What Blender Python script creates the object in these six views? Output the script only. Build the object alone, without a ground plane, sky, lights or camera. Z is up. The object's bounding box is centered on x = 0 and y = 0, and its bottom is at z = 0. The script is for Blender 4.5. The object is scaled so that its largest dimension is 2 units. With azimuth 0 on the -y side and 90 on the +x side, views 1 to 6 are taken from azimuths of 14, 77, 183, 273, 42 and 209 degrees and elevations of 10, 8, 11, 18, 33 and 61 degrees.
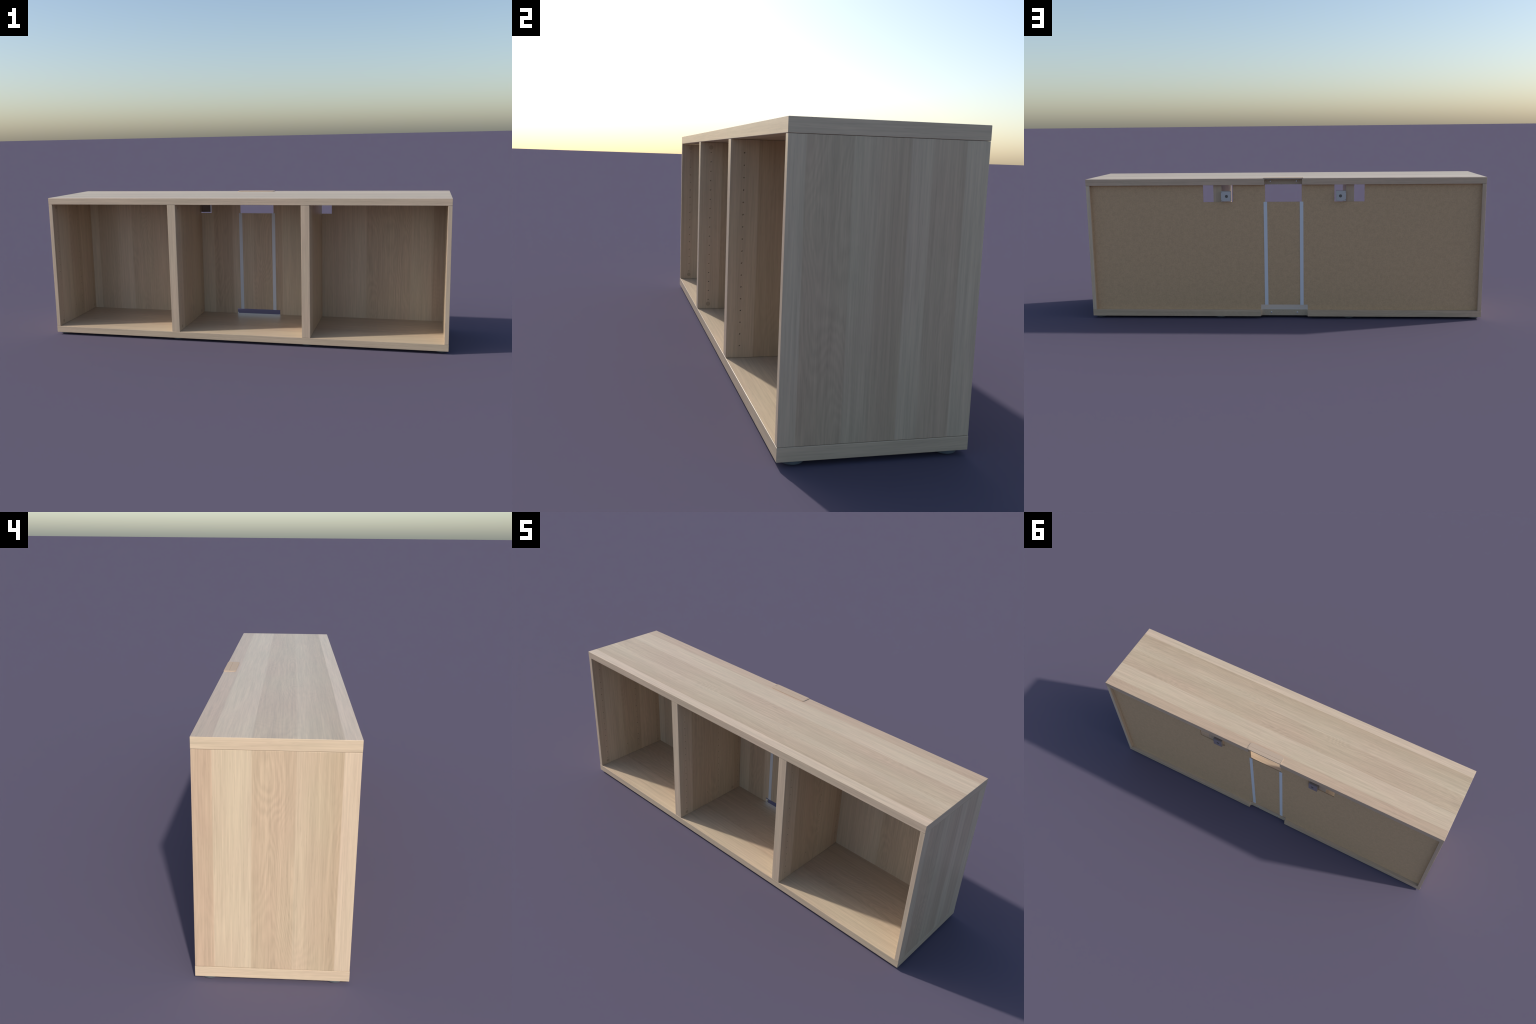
"""Low open media bench in pale stained oak: two slabs, two sides, two dividers,
a three piece fibreboard back with cable openings, wall brackets and flat feet."""
import bpy, bmesh, math
from mathutils import Vector

# ------------------------------------------------------------------ sizes (m)
X1, Y1 = 1.0, 0.219                       # half length, half depth
Z_FOOT, Z_FLOOR = 0.0103, 0.0428          # base slab underside / upper side
Z_CEIL, Z_TOP = 0.6876, 0.7200            # top slab underside / upper side
GAP = 0.0005                              # shadow joint between panels and slabs
SIDE_IN, SIDE_OUT = 0.9807, 0.9996
DIV_IN, DIV_OUT = 0.3130, 0.3537
Y_PANEL = 0.2185                          # front of the upright panels
BACK_IN, BACK_OUT = 0.1970, 0.2012        # back board
PITCH = 0.03556                           # shelf pin raster
PIN_Z = [0.0802 + PITCH * i for i in range(17)]

for o in list(bpy.data.objects):
    bpy.data.objects.remove(o)

# ------------------------------------------------------------------ materials
LIGHT = (0.612, 0.484, 0.342)
DARK = (0.488, 0.368, 0.244)


def tone(t, pink=0.0):
    """t 0 pale .. 1 tan; pink shifts toward rose (+) or grey green (-)."""
    t = 0.45 + (t - 0.45) * 1.27
    c = [a + (b - a) * t for a, b in zip(LIGHT, DARK)]
    return (c[0] * (1 + 0.017 * pink), c[1] * (1 - 0.023 * pink), c[2] * (1 - 0.004 * pink))


class Nodes:
    def __init__(self, name):
        self.mat = bpy.data.materials.new(name)
        self.mat.use_nodes = True
        self.t = self.mat.node_tree
        self.bsdf = self.t.nodes["Principled BSDF"]

    def add(self, kind, **props):
        n = self.t.nodes.new(kind)
        for k, v in props.items():
            setattr(n, k, v)
        return n

    def link(self, a, b):
        self.t.links.new(a, b)

    def math(self, op, a, b=None, c=None, clamp=False):
        n = self.add("ShaderNodeMath", operation=op, use_clamp=clamp)
        for i, v in enumerate((a, b, c)):
            if v is None:
                continue
            if isinstance(v, (int, float)):
                n.inputs[i].default_value = v
            else:
                self.link(v, n.inputs[i])
        return n.outputs[0]

    def noise(self, vector, scale=1.0, detail=2.0, rough=0.5, distort=0.0):
        n = self.add("ShaderNodeTexNoise")
        n.inputs["Scale"].default_value = scale
        n.inputs["Detail"].default_value = detail
        n.inputs["Roughness"].default_value = rough
        n.inputs["Distortion"].default_value = distort
        self.link(vector, n.inputs["Vector"])
        return n.outputs["Fac"]

    def remap(self, v, a, b, lo=0.0, hi=1.0):
        n = self.add("ShaderNodeMapRange", interpolation_type="SMOOTHSTEP")
        for i, x in zip((1, 2, 3, 4), (a, b, lo, hi)):
            n.inputs[i].default_value = x
        self.link(v, n.inputs[0])
        return n.outputs[0]


def wood(name, grain, across, bands, seed=0.0, flip=False, rough=0.36, line=1.0):
    """Stained oak foil. grain/across are axis numbers; bands are planks across the
    board: (from, to, tone at start, tone at end, pink, figure strength)."""
    n = Nodes(name)
    other = 3 - grain - across
    tc = n.add("ShaderNodeTexCoord")
    sep = n.add("ShaderNodeSeparateXYZ")
    n.link(tc.outputs["Object"], sep.inputs[0])
    g, c, d = sep.outputs[grain], sep.outputs[across], sep.outputs[other]

    def vec(sg, sc, sd, off):
        cb = n.add("ShaderNodeCombineXYZ")
        n.link(n.math("MULTIPLY_ADD", g, sg, seed + off), cb.inputs[0])
        n.link(n.math("MULTIPLY_ADD", c, sc, seed * 0.37), cb.inputs[1])
        n.link(n.math("MULTIPLY_ADD", d, sd, 0.7 * off), cb.inputs[2])
        return cb.outputs[0]

    # plank layout, edges drift slightly with the grain
    drift = n.noise(vec(1.3, 2.0, 2.0, 3.1), detail=1.0)
    pos = n.math("MULTIPLY_ADD", drift, 0.010, c)
    lo, hi = bands[0][0], bands[-1][1]
    pos = n.math("SUBTRACT", pos, lo + 0.005)
    pos = n.math("DIVIDE", pos, hi - lo, clamp=True)
    ramp = n.add("ShaderNodeValToRGB")
    ramp.color_ramp.interpolation = "LINEAR"
    els = ramp.color_ramp.elements
    stops = []
    edge = 0.0014 / (hi - lo)
    for a, b, t0, t1, pink, fig in bands:
        pa, pb = (a - lo) / (hi - lo), (b - lo) / (hi - lo)
        stops.append((pa + edge, (*tone(t0, pink), fig)))
        stops.append((pb - edge, (*tone(t1, pink), fig)))
    els[0].position, els[0].color = stops[0][0], stops[0][1]
    els[1].position, els[1].color = stops[-1][0], stops[-1][1]
    for p, col in stops[1:-1]:
        e = els.new(p)
        e.color = col
    n.link(pos, ramp.inputs[0])
    plank, figure = ramp.outputs["Color"], ramp.outputs["Alpha"]

    # growth rings: contour lines of a smooth stretched field, in patches only
    field = n.noise(vec(2.3, 9.0, 9.0, 11.0), detail=1.0, rough=0.3, distort=0.25)
    wob = n.noise(vec(14.0, 120.0, 120.0, 5.0), detail=3.0, rough=0.6)
    phase = n.math("MULTIPLY_ADD", field, 150.0, n.math("MULTIPLY", wob, 8.0))
    rings = n.math("MULTIPLY_ADD", n.math("SINE", phase), 0.5, 0.5)
    patch = n.remap(n.noise(vec(2.2, 7.0, 7.0, 27.0), detail=1.0), 0.36, 0.58, 0.3, 1.0)
    # straight fibre streaks of three widths and short pores
    fine = n.noise(vec(7.0, 250.0, 250.0, 1.0), detail=3.0, rough=0.6)
    broad = n.noise(vec(2.4, 85.0, 85.0, 8.0), detail=2.0, rough=0.5)
    wide = n.noise(vec(0.8, 26.0, 26.0, 14.0), detail=1.0)
    pores = n.noise(vec(34.0, 420.0, 420.0, 19.0), detail=1.0)
    blot = n.noise(vec(3.0, 9.0, 9.0, 17.0), detail=2.0)

    def centred(v, lo_, hi_, amount):
        return n.math("MULTIPLY", n.math("SUBTRACT", n.remap(v, lo_, hi_), 0.5), amount * line)

    shade = centred(fine, 0.30, 0.70, 0.13)
    shade = n.math("ADD", shade, centred(broad, 0.3, 0.7, 0.095))
    shade = n.math("ADD", shade, centred(wide, 0.3, 0.7, 0.025))
    shade = n.math("SUBTRACT", shade, n.math("MULTIPLY", n.remap(pores, 0.62, 0.75), 0.07 * line))
    ring_amt = n.math("MULTIPLY", n.math("SUBTRACT", rings, 0.5), 0.105 * line)
    ring_amt = n.math("MULTIPLY", n.math("MULTIPLY", ring_amt, patch), n.math("POWER", figure, 1.8))
    shade = n.math("SUBTRACT", shade, ring_amt)
    gain = n.math("ADD", shade, 1.0)
    mul = n.add("ShaderNodeVectorMath", operation="SCALE")
    n.link(plank, mul.inputs[0])
    n.link(gain, mul.inputs["Scale"])
    tint = n.add("ShaderNodeMix", data_type="RGBA", blend_type="MULTIPLY")
    tint.inputs["Factor"].default_value = 1.0
    tr = n.add("ShaderNodeValToRGB")
    tr.color_ramp.elements[0].position, tr.color_ramp.elements[0].color = 0.33, (0.992, 1.008, 0.998, 1)
    tr.color_ramp.elements[1].position, tr.color_ramp.elements[1].color = 0.67, (1.012, 0.984, 0.99, 1)
    n.link(blot, tr.inputs[0])
    n.link(mul.outputs[0], tint.inputs[6])
    n.link(tr.outputs[0], tint.inputs[7])
    n.link(tint.outputs[2], n.bsdf.inputs["Base Color"])
    n.bsdf.inputs["Roughness"].default_value = rough
    bump = n.add("ShaderNodeBump")
    bump.inputs["Strength"].default_value = 0.05
    bump.inputs["Distance"].default_value = 0.0006
    n.link(fine, bump.inputs["Height"])
    n.link(bump.outputs[0], n.bsdf.inputs["Normal"])
    return n.mat


def plain(name, colour, rough=0.5, metal=0.0, grain=0.0, scale=400.0, spec=0.5):
    n = Nodes(name)
    n.bsdf.inputs["Roughness"].default_value = rough
    n.bsdf.inputs["Metallic"].default_value = metal
    n.bsdf.inputs["Specular IOR Level"].default_value = spec
    if grain:
        tc = n.add("ShaderNodeTexCoord")
        f = n.noise(tc.outputs["Object"], scale, 3.0, 0.65)
        r = n.add("ShaderNodeValToRGB")
        r.color_ramp.elements[0].position, r.color_ramp.elements[1].position = 0.3, 0.7
        r.color_ramp.elements[0].color = (*[x * (1 - grain) for x in colour], 1)
        r.color_ramp.elements[1].color = (*[x * (1 + grain) for x in colour], 1)
        n.link(f, r.inputs[0])
        n.link(r.outputs[0], n.bsdf.inputs["Base Color"])
    else:
        n.bsdf.inputs["Base Color"].default_value = (*colour, 1)
    return n.mat


def fibreboard(name, colour):
    """Pressed wood fibre: soft clouds with a fine speckle on top."""
    n = Nodes(name)
    tc = n.add("ShaderNodeTexCoord")
    speck = n.remap(n.noise(tc.outputs["Object"], 170.0, 3.0, 0.7), 0.3, 0.7, -0.5, 0.5)
    cloud = n.remap(n.noise(tc.outputs["Object"], 45.0, 2.0, 0.6), 0.3, 0.7, -0.5, 0.5)
    gain = n.math("ADD", n.math("MULTIPLY_ADD", speck, 0.14, 1.0), n.math("MULTIPLY", cloud, 0.07))
    mul = n.add("ShaderNodeVectorMath", operation="SCALE")
    mul.inputs[0].default_value = colour
    n.link(gain, mul.inputs["Scale"])
    n.link(mul.outputs[0], n.bsdf.inputs["Base Color"])
    n.bsdf.inputs["Roughness"].default_value = 0.75
    n.bsdf.inputs["Specular IOR Level"].default_value = 0.3
    return n.mat


XA, YA, ZA = 0, 1, 2
# plank layouts across the depth (y), shared by slabs and uprights
DEPTH_BANDS = [(-0.222, -0.175, 0.12, 0.05, 0.3, 0.35), (-0.175, -0.055, 0.85, 0.35, -0.1, 0.7),
               (-0.055, 0.060, 0.62, 0.66, 0.2, 1.0), (0.060, 0.163, 0.20, 0.32, -0.15, 0.45),
               (0.163, 0.222, 0.72, 0.66, 0.9, 0.6)]
RIGHT_BANDS = [(-0.222, -0.180, 0.10, 0.15, 0.0, 0.3), (-0.180, -0.080, 0.65, 0.55, 0.5, 0.9),
               (-0.080, -0.022, 0.30, 0.35, -0.1, 0.4), (-0.022, 0.044, 0.5, 0.65, 0.1, 0.5),
               (0.044, 0.092, 0.12, 0.22, 0.1, 0.3), (0.092, 0.166, 0.45, 0.55, 0.6, 0.5),
               (0.166, 0.222, 0.08, 0.12, 0.0, 0.3)]
LEFT_IN_BANDS = [(-0.222, -0.164, 0.55, 0.5, 0.5, 0.4), (-0.164, -0.055, 0.15, 0.35, -0.2, 0.5),
                 (-0.055, 0.060, 0.65, 0.8, 0.2, 0.9), (0.060, 0.169, 0.35, 0.5, 0.0, 0.6),
                 (0.169, 0.222, 0.85, 0.8, 0.5, 0.5)]
DIVIDER_BANDS = [(-0.222, -0.188, 0.2, 0.3, 0.0, 0.3), (-0.188, -0.135, 0.40, 0.25, 0.2, 0.5),
                 (-0.135, -0.030, 0.90, 0.8, 0.2, 0.7), (-0.030, 0.040, 0.8, 0.6, 0.0, 1.0),
                 (0.040, 0.153, 0.45, 0.6, 0.0, 0.6), (0.153, 0.222, 0.9, 0.8, 0.6, 0.5)]
FLOOR_BANDS = [(-0.222, -0.205, 0.3, 0.2, 0.0, 0.5), (-0.205, -0.115, 0.1, 0.25, -0.2, 0.4),
               (-0.115, -0.055, 0.4, 0.45, 0.3, 0.6), (-0.055, 0.079, 0.7, 0.6, 0.3, 0.9),
               (0.079, 0.222, 0.75, 0.7, 0.3, 0.7)]
BACK_BANDS = [(-1.000, -0.934, 0.10, 0.15, -0.5, 0.3), (-0.934, -0.820, 0.65, 0.5, 0.2, 0.7),
              (-0.820, -0.728, 0.25, 0.2, 0.0, 0.4), (-0.728, -0.588, 0.6, 0.65, 0.1, 0.9),
              (-0.588, -0.420, 0.55, 0.6, 0.3, 0.6), (-0.420, -0.245, 0.3, 0.3, -0.5, 0.4),
              (-0.245, -0.140, 0.75, 0.8, 0.3, 1.0), (-0.140, -0.100, 0.35, 0.3, 0.1, 0.4),
              (-0.100, -0.020, 0.5, 0.4, 0.0, 0.4), (-0.020, 0.139, 0.65, 0.7, 0.3, 1.0),
              (0.139, 0.300, 0.3, 0.4, -0.4, 0.5), (0.300, 0.543, 0.5, 0.4, 0.2, 0.5),
              (0.543, 0.587, 0.3, 0.3, 0.0, 0.3), (0.587, 0.817, 0.75, 0.55, 0.0, 1.0),
              (0.817, 0.923, 0.35, 0.4, -0.3, 0.5), (0.923, 1.000, 0.85, 0.8, 0.5, 0.6)]
BACK_BANDS = [(a, b, 0.5 + (t0 - 0.5) * 1.35, 0.5 + (t1 - 0.5) * 1.35, p, f) for a, b, t0, t1, p, f in BACK_BANDS]
EDGE_Y = [(-0.1, 0.35, 0.25, 0.3, 0.0, 0.6), (0.35, 0.8, 0.3, 0.25, 0.0, 0.6)]

m_top = wood("oak_top", XA, YA, DEPTH_BANDS, 4.0)
m_base = wood("oak_base", XA, YA, FLOOR_BANDS, 21.0)
m_left = wood("oak_left_outer", ZA, YA, DEPTH_BANDS, 7.3)
m_left_in = wood("oak_left_inner", ZA, YA, LEFT_IN_BANDS, 31.0)
m_right = wood("oak_right_outer", ZA, YA, RIGHT_BANDS, 12.0)
m_div = wood("oak_divider", ZA, YA, DIVIDER_BANDS, 43.0)
m_back = wood("oak_back_lining", ZA, XA, BACK_BANDS, 55.0)
m_end = wood("oak_end_banding", YA, ZA, EDGE_Y, 63.0)
m_front = wood("oak_front_banding", ZA, XA, [(-1.1, 0.0, 0.2, 0.2, 0.2, 0.3), (0.0, 1.1, 0.2, 0.2, 0.2, 0.3)], 71.0)
m_board = fibreboard("brown_fibreboard", (0.560, 0.378, 0.216))
m_core = plain("chipboard_core", (0.48, 0.38, 0.27), 0.8, grain=0.12, scale=300.0, spec=0.2)
m_white = plain("white_plastic", (0.66, 0.685, 0.72), 0.35)
m_cover = plain("beige_plastic", (0.495, 0.378, 0.278), 0.85, spec=0.1)
m_zinc = plain("zinc_plate", (0.53, 0.545, 0.56), 0.4, metal=1.0, grain=0.10, scale=600.0)
m_dark = plain("matte_bracket_brown", (0.26, 0.205, 0.165), 0.7)
m_zinc_dark = plain("brownish_zinc", (0.50, 0.46, 0.42), 0.5, metal=0.8, grain=0.08, scale=600.0)
m_hole_dark = plain("dark_hole_fill", (0.115, 0.105, 0.09), 0.6)
m_steel = plain("polished_screw", (0.75, 0.77, 0.80), 0.18, metal=1.0)
m_foot = plain("grey_foot_plastic", (0.125, 0.145, 0.16), 0.45)
m_cap = plain("cam_cap_plastic", (0.43, 0.32, 0.215), 0.45)

# ------------------------------------------------------------------ object tools
root = bpy.data.objects.new("media_bench", None)
root.empty_display_size = 0.2
bpy.context.collection.objects.link(root)
root["label"] = "low open media bench in pale stained oak, three compartments"
root["category"] = "tv bench"


def place(name, mesh, parent=root):
    o = bpy.data.objects.new(name, mesh)
    bpy.context.collection.objects.link(o)
    o.parent = parent
    return o


def group(name, parent=root, loc=(0, 0, 0)):
    e = bpy.data.objects.new(name, None)
    e.empty_display_size = 0.03
    bpy.context.collection.objects.link(e)
    e.parent = parent
    e.location = loc
    return e


def prism(outline, axis, lo, hi):
    """Mesh of a 2D outline pushed along an axis. The outline's two coordinates are
    the remaining axes in x, y, z order."""
    bm = bmesh.new()
    others = [a for a in range(3) if a != axis]

    def co(p, h):
        v = [0.0, 0.0, 0.0]
        v[others[0]], v[others[1]], v[axis] = p[0], p[1], h
        return v
    a = [bm.verts.new(co(p, lo)) for p in outline]
    b = [bm.verts.new(co(p, hi)) for p in outline]
    bm.faces.new(a)
    bm.faces.new(b)
    k = len(outline)
    for i in range(k):
        bm.faces.new((a[i], a[(i + 1) % k], b[(i + 1) % k], b[i]))
    bmesh.ops.recalc_face_normals(bm, faces=bm.faces)
    me = bpy.data.meshes.new("mesh")
    bm.to_mesh(me)
    bm.free()
    return me


def rect(a0, a1, b0, b1):
    return [(a0, b0), (a1, b0), (a1, b1), (a0, b1)]


def fillet(p, q, r_, radius, steps=6):
    """Points rounding the square corner q between its neighbours p and r_."""
    q = Vector(q)
    u, v = (Vector(p) - q).normalized(), (Vector(r_) - q).normalized()
    c = q + (u + v) * radius
    a0 = math.atan2(*(q + u * radius - c).yx)
    a1 = math.atan2(*(q + v * radius - c).yx)
    da = (a1 - a0 + math.pi) % (2 * math.pi) - math.pi
    return [(c.x + radius * math.cos(a0 + da * i / steps), c.y + radius * math.sin(a0 + da * i / steps)) for i in range(steps + 1)]


def cylinders(spec):
    """One mesh of many closed cylinders: (centre, axis, radius, half length, sides)."""
    bm = bmesh.new()
    for centre, axis, r, h, sides in spec:
        rings = []
        o1, o2 = [a for a in range(3) if a != axis]
        for s in (-h, h):
            ring = []
            for i in range(sides):
                t = 2 * math.pi * i / sides
                v = list(centre)
                v[o1] += r * math.cos(t)
                v[o2] += r * math.sin(t)
                v[axis] += s
                ring.append(bm.verts.new(v))
            rings.append(ring)
        bm.faces.new(rings[0])
        bm.faces.new(rings[1])
        for i in range(sides):
            j = (i + 1) % sides
            bm.faces.new((rings[0][i], rings[0][j], rings[1][j], rings[1][i]))
    bmesh.ops.recalc_face_normals(bm, faces=bm.faces)
    me = bpy.data.meshes.new("cutter")
    bm.to_mesh(me)
    bm.free()
    return me


def bake(obj):
    dg = bpy.context.evaluated_depsgraph_get()
    me = bpy.data.meshes.new_from_object(obj.evaluated_get(dg))
    obj.modifiers.clear()
    obj.data = me
    return obj


def finish(obj, mats, pick=None, bevel=0.0, cut=None, segments=2, angle=35):
    """Chamfer, drill, smooth by angle, then give faces materials by their normal."""
    if bevel:
        m = obj.modifiers.new("edge", "BEVEL")
        m.width, m.segments, m.limit_method, m.angle_limit = bevel, segments, "ANGLE", math.radians(50)
    helper = None
    if cut is not None:
        helper = bpy.data.objects.new("drill", cut)
        bpy.context.collection.objects.link(helper)
        helper.parent = obj.parent
        m = obj.modifiers.new("drill", "BOOLEAN")
        m.operation, m.solver, m.object = "DIFFERENCE", "EXACT", helper
    bake(obj)
    if helper:
        bpy.data.objects.remove(helper)
    me = obj.data
    me.name = obj.name
    me.materials.clear()
    for m in mats:
        me.materials.append(m)
    # flat boards stay flat, only chamfers and fillets are smoothed
    me.set_sharp_from_angle(angle=math.radians(angle))
    me.polygons.foreach_set("use_smooth", [max(map(abs, f.normal)) < 0.9999 for f in me.polygons])
    for f in me.polygons:
        f.material_index = pick(f) if pick else 0
    return obj


BEV = 0.0011

# ------------------------------------------------------------------ slabs
# top slab: cable recess in the back edge, closed above by the plastic cover
rx, ry, rr = 0.0942, 0.1870, 0.010
recess = [(-X1, -Y1), (X1, -Y1), (X1, Y1), (rx, Y1)]
recess += fillet((rx, Y1), (rx, ry), (-rx, ry), rr)
recess += fillet((rx, ry), (-rx, ry), (-rx, Y1), rr)
recess += [(-rx, Y1), (-X1, Y1)]
top = place("top_panel", prism(recess, 2, Z_CEIL, Z_TOP))


def slab_pick(f):
    x, y = f.center.x, f.center.y
    if abs(f.normal.x) > 0.7 and abs(x) > 0.9:
        return 1
    if abs(x) < 0.125 and abs(f.normal.z) < 0.6 and 0.15 < y < Y1 - 0.0012:
        return 2
    return 0


finish(top, [m_top, m_end, m_core], slab_pick, BEV)

bx, by, br = 0.1205, 0.1990, 0.012
recess = [(-X1, -Y1), (X1, -Y1), (X1, Y1), (bx, Y1)]
recess += fillet((bx, Y1), (bx, by), (-bx, by), br)
recess += fillet((bx, by), (-bx, by), (-bx, Y1), br)
recess += [(-bx, Y1), (-X1, Y1)]
base = place("base_panel", prism(recess, 2, Z_FOOT, Z_FLOOR))
pilot = cylinders([((s * 0.071, 0.1755, Z_FLOOR), 2, 0.0016, 0.006, 12) for s in (-1, 1)])
finish(base, [m_base, m_end, m_core], slab_pick, BEV, pilot)

# ------------------------------------------------------------------ uprights
PIN_ROWS = (-0.178, 0.038, 0.178)


def pins(face_x):
    spec = [((face_x, y, z), 0, 0.0019, 0.007, 10) for y in PIN_ROWS for z in PIN_Z]
    spec += [((face_x, -0.0385, 0.1162), 0, 0.0021, 0.007, 10)]
    return spec


def upright(name, x0, x1, depth, drilled, mats, pick):
    o = place(name, prism(rect(x0, x1, -Y_PANEL, depth), 2, Z_FLOOR + GAP, Z_CEIL - GAP))
    spec = [c for fx in drilled for c in pins(fx)]
    return finish(o, mats, pick, 0.0010, cylinders(spec))


def side_pick(sign):
    def pick(f):
        if abs(f.normal.y) > 0.7 and f.center.y < -0.217:
            return 2
        return 1 if f.normal.x * sign < -0.5 else 0
    return pick


upright("side_panel", -SIDE_OUT, -SIDE_IN, Y_PANEL, [-SIDE_IN], [m_left, m_left_in, m_front], side_pick(-1))
upright("side_panel", SIDE_IN, SIDE_OUT, Y_PANEL, [SIDE_IN], [m_right, m_left_in, m_front], side_pick(1))


def div_pick(f):
    return 1 if f.normal.y < -0.7 and f.center.y < -0.217 else 0


upright("divider_panel", -DIV_OUT, -DIV_IN, BACK_IN - 0.0005, [-DIV_OUT, -DIV_IN], [m_div, m_front], div_pick)
upright("divider_panel", DIV_IN, DIV_OUT, BACK_IN - 0.0005, [DIV_IN, DIV_OUT], [m_div, m_front], div_pick)

# round caps over the cam fittings
cap_mesh = cylinders([((0, 0, 0), 0, 0.0082, 0.0003, 28)])
cap_mesh.materials.append(m_cap)
caps = [(s * SIDE_IN, y, z) for s in (-1, 1) for y in (-0.178, 0.178) for z in (0.0625, 0.668)]
caps += [(s * DIV_IN, y, z) for s in (-1, 1) for y in (-0.178, 0.143) for z in (0.0625, 0.668)]
for x, y, z in caps:
    o = place("cam_cap", cap_mesh)
    o.location = (x, y, z)

# ------------------------------------------------------------------ back boards
N0, N1, NZ = 0.2553, 0.4055, 0.6012       # wall fixing notch
SLOT_X, SLOT_Z, HOLE_X = 0.1207, 0.0683, 0.0920


def board_pick(f):
    return 1 if f.normal.y < -0.5 else 0


for s in (-1, 1):
    out = [(SIDE_IN, Z_FLOOR), (SIDE_IN, Z_CEIL), (N1, Z_CEIL), (N1, NZ), (N0, NZ), (N0, Z_CEIL),
           (HOLE_X, Z_CEIL), (HOLE_X, SLOT_Z), (SLOT_X, SLOT_Z), (SLOT_X, Z_FLOOR)]
    o = place("back_panel", prism([(s * x, z) for x, z in out], 1, BACK_IN, BACK_OUT))
    finish(o, [m_board, m_back], board_pick)
o = place("back_panel", prism(rect(-0.0895, 0.0895, SLOT_Z, NZ), 1, BACK_IN, BACK_OUT))
finish(o, [m_board, m_back], board_pick)

# H shaped joining strips between the boards
for s in (-1, 1):
    a, b, w = 0.0822, 0.0999, 0.0907
    y0, y1, t = BACK_IN - 0.0014, BACK_OUT + 0.0014, 0.0012
    prof = [(a, y0), (b, y0), (b, y0 + t), (w + .0006, y0 + t), (w + .0006, y1 - t), (b, y1 - t), (b, y1), (a, y1),
            (a, y1 - t), (w - .0006, y1 - t), (w - .0006, y0 + t), (a, y0 + t)]
    o = place("joining_strip", prism([(s * x, y) for x, y in prof], 2, SLOT_Z - 0.0003, NZ + 0.0003))
    finish(o, [m_white])

# ------------------------------------------------------------------ cable cover
cover = group("cable_cover", loc=(0, 0.2, Z_TOP))
CX, CY0, CY1, CZ = 0.0995, 0.1738, 0.2193, 0.0021
seam = 0.1992
R = 0.012


def in_cover(mesh):
    for v in mesh.vertices:
        v.co.y -= 0.2
        v.co.z -= Z_TOP
    return mesh


fx = 0.0938
frame = [(CX, CY1), (CX - 0.0048, CY1), (CX - 0.0048, seam - 0.0003), (-CX + 0.0048, seam - 0.0003), (-CX + 0.0048, CY1), (-CX, CY1)]
frame += fillet((-CX, CY1), (-CX, CY0), (CX, CY0), R, 8)
frame += fillet((-CX, CY0), (CX, CY0), (CX, CY1), R, 8)
o = place("cover_frame", in_cover(prism(frame, 2, Z_TOP - 0.0004, Z_TOP + CZ)), cover)
finish(o, [m_cover], None, 0.0005)
flap = rect(-fx, fx, seam + 0.0003, CY1 + 0.0002)
o = place("cover_flap", in_cover(prism(flap, 2, Z_TOP - 0.0042, Z_TOP + CZ)), cover)
finish(o, [m_cover], None, 0.0004)
skirt = rect(-fx, fx, seam - 0.0002, seam + 0.0002)
o = place("cover_skirt", in_cover(prism(skirt, 2, Z_TOP - 0.0045, Z_TOP + 0.0013)), cover)
finish(o, [m_cover])

# ------------------------------------------------------------------ screws
bm = bmesh.new()
bmesh.ops.create_uvsphere(bm, u_segments=20, v_segments=12, radius=0.0042)
for v in bm.verts:
    v.co.y = v.co.y * 0.6
bmesh.ops.delete(bm, geom=[v for v in bm.verts if v.co.y < -0.0006], context="VERTS")
screw_mesh = bpy.data.meshes.new("screw")
bm.to_mesh(screw_mesh)
bm.free()
for f in screw_mesh.polygons:
    f.use_smooth = True
screw_mesh.materials.append(m_steel)
for x, y, z in [(0.067, by, 0.0265), (-0.067, by, 0.0265), (0.066, ry, 0.7038), (-0.066, ry, 0.7038)]:
    o = place("screw", screw_mesh)
    o.location = (x, y, z)

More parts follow.
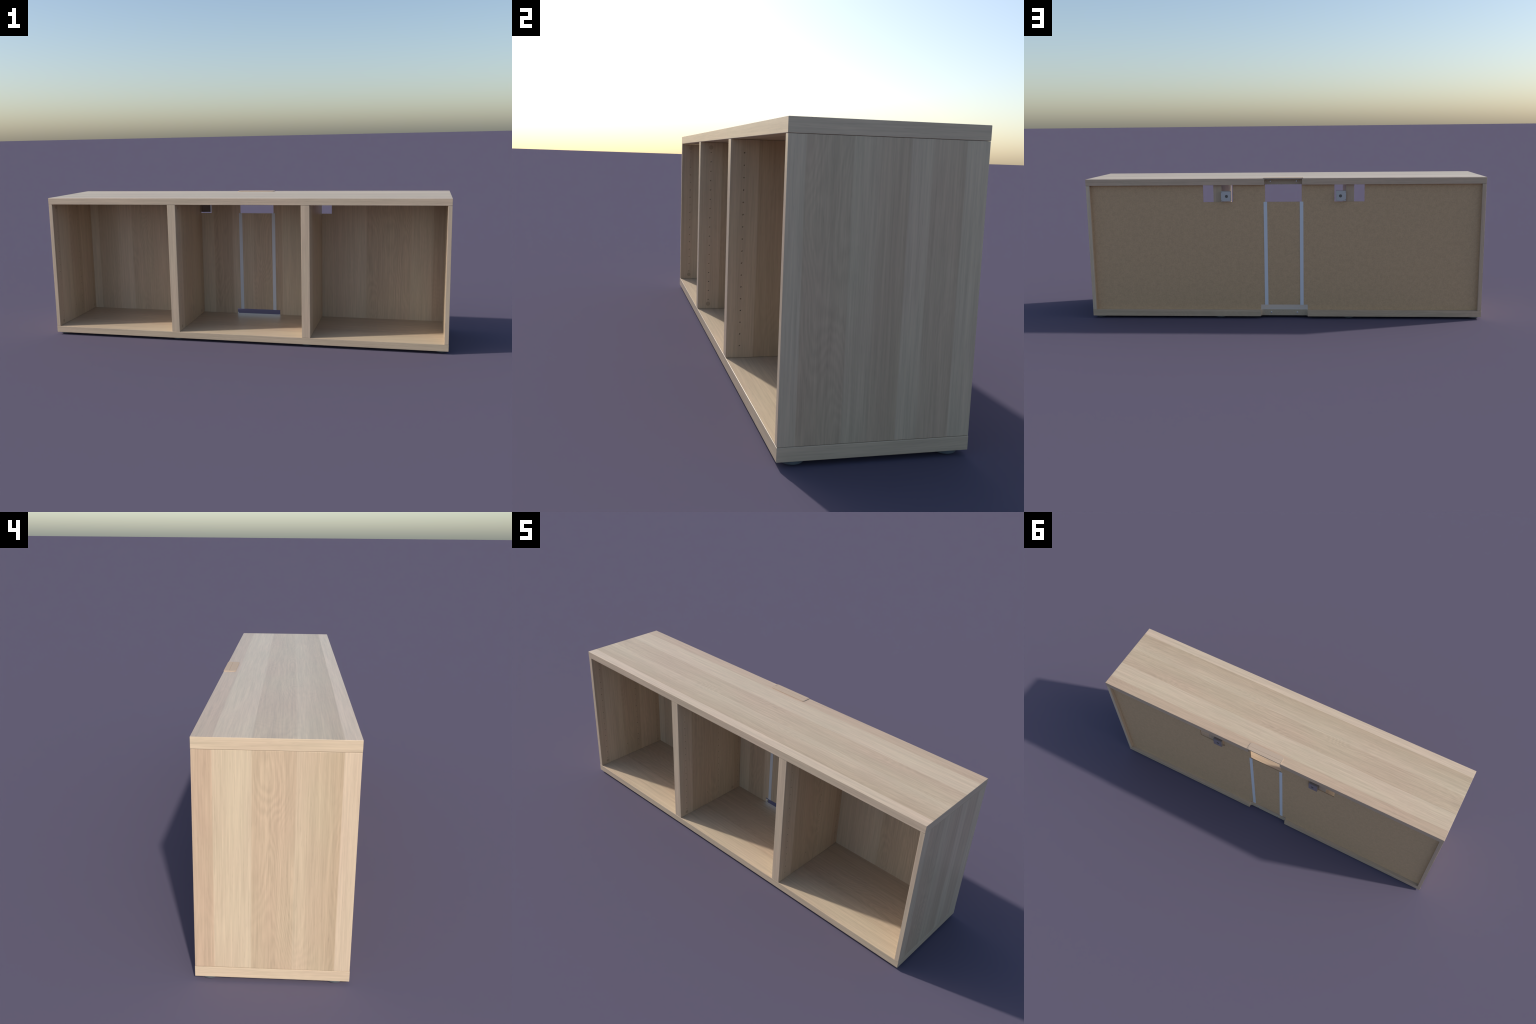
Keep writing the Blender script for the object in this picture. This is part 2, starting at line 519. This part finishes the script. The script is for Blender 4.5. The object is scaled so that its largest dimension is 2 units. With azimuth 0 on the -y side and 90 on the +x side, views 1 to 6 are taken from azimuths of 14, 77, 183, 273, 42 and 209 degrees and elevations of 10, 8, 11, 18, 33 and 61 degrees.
# ------------------------------------------------------------------ wall brackets
for s in (-1, 1):
    br_ = group("wall_bracket", loc=(s * 0.288, 0.2, 0.631))
    x0, x1 = 0.2628 - 0.288, 0.3127 - 0.288            # free edge, divider side
    z0, z1 = 0.6058 - 0.631, 0.6565 - 0.631
    yf, t = 0.0160, 0.0014
    # pressed rim: upper, lower and free edge, open towards the divider
    rim = [(x1, z0), (x0, z0), (x0, z1), (x1, z1), (x1, z1 - t), (x0 + t, z1 - t), (x0 + t, z0 + t), (x1, z0 + t)]
    o = place("bracket_rim", prism([(s * x, z) for x, z in rim], 1, 0.0035, yf), br_)
    finish(o, [m_zinc_dark], None, 0.0003)
    xs = sorted((s * x1, s * (x1 - 0.0016)))
    o = place("bracket_flange", prism(rect(xs[0], xs[1], -0.0240, yf), 2, z0 + t + 0.0002, z1 - t - 0.0002), br_)
    finish(o, [m_dark], None, 0.0003)
    xs = sorted((s * (x0 + 0.0010), s * x1))
    o = place("bracket_plate", prism(rect(xs[0], xs[1], z0 + 0.0010, z1 - 0.0010), 1, yf + 0.0001, yf + 0.0018), br_)
    holes = cylinders([((-s * 0.0028, yf, 0), 1, 0.0078, 0.01, 32)])
    bm = bmesh.new()
    bm.from_mesh(holes)
    for zz in (z0 + 0.0062, z1 - 0.0062):
        r_ = bmesh.ops.create_cube(bm, size=1.0)
        for v in r_["verts"]:
            v.co = Vector((s * (x1 - 0.0030) + v.co.x * 0.0062, yf + v.co.y * 0.02, zz + v.co.z * 0.0019))
    bm.to_mesh(holes)
    bm.free()
    finish(o, [m_zinc], None, 0.0003, holes)
    # matte brown plate on the inner face of the pressed plate
    xs = sorted((s * (x0 + t + 0.0002), s * (x1 - 0.0018)))
    o = place("bracket_brown_plate", prism(rect(xs[0], xs[1], z0 + t + 0.0002, z1 - t - 0.0002), 1, yf - 0.0018, yf - 0.0002), br_)
    finish(o, [m_dark])
    hole_disc = cylinders([((-s * 0.0028, yf + 0.0004, 0), 1, 0.0076, 0.0003, 28)])  # dark disc filling the plate hole
    hole_disc.materials.append(m_hole_dark)
    place("dark_hole_disc", hole_disc, br_)

# ------------------------------------------------------------------ feet
prof = [(0.0, 0.0), (0.0245, 0.0), (0.0258, 0.0008), (0.0266, 0.0024), (0.0266, Z_FOOT)]
bm = bmesh.new()
SEG = 40
rings = []
for r, z in prof[1:]:
    rings.append([bm.verts.new((r * math.cos(2 * math.pi * i / SEG), r * math.sin(2 * math.pi * i / SEG), z)) for i in range(SEG)])
bm.faces.new(rings[0])
bm.faces.new(rings[-1])
for a, b in zip(rings, rings[1:]):
    for i in range(SEG):
        j = (i + 1) % SEG
        bm.faces.new((a[i], a[j], b[j], b[i]))
bmesh.ops.recalc_face_normals(bm, faces=bm.faces)
foot_mesh = bpy.data.meshes.new("foot")
bm.to_mesh(foot_mesh)
bm.free()
foot_mesh.polygons.foreach_set("use_smooth", [True] * len(foot_mesh.polygons))
foot_mesh.set_sharp_from_angle(angle=math.radians(40))
foot_mesh.materials.append(m_foot)
for y in (-0.178, 0.178):
    for x in (-0.968, -0.3333, 0.3333, 0.968):
        o = place("foot", foot_mesh)
        o.location = (x, y, 0)
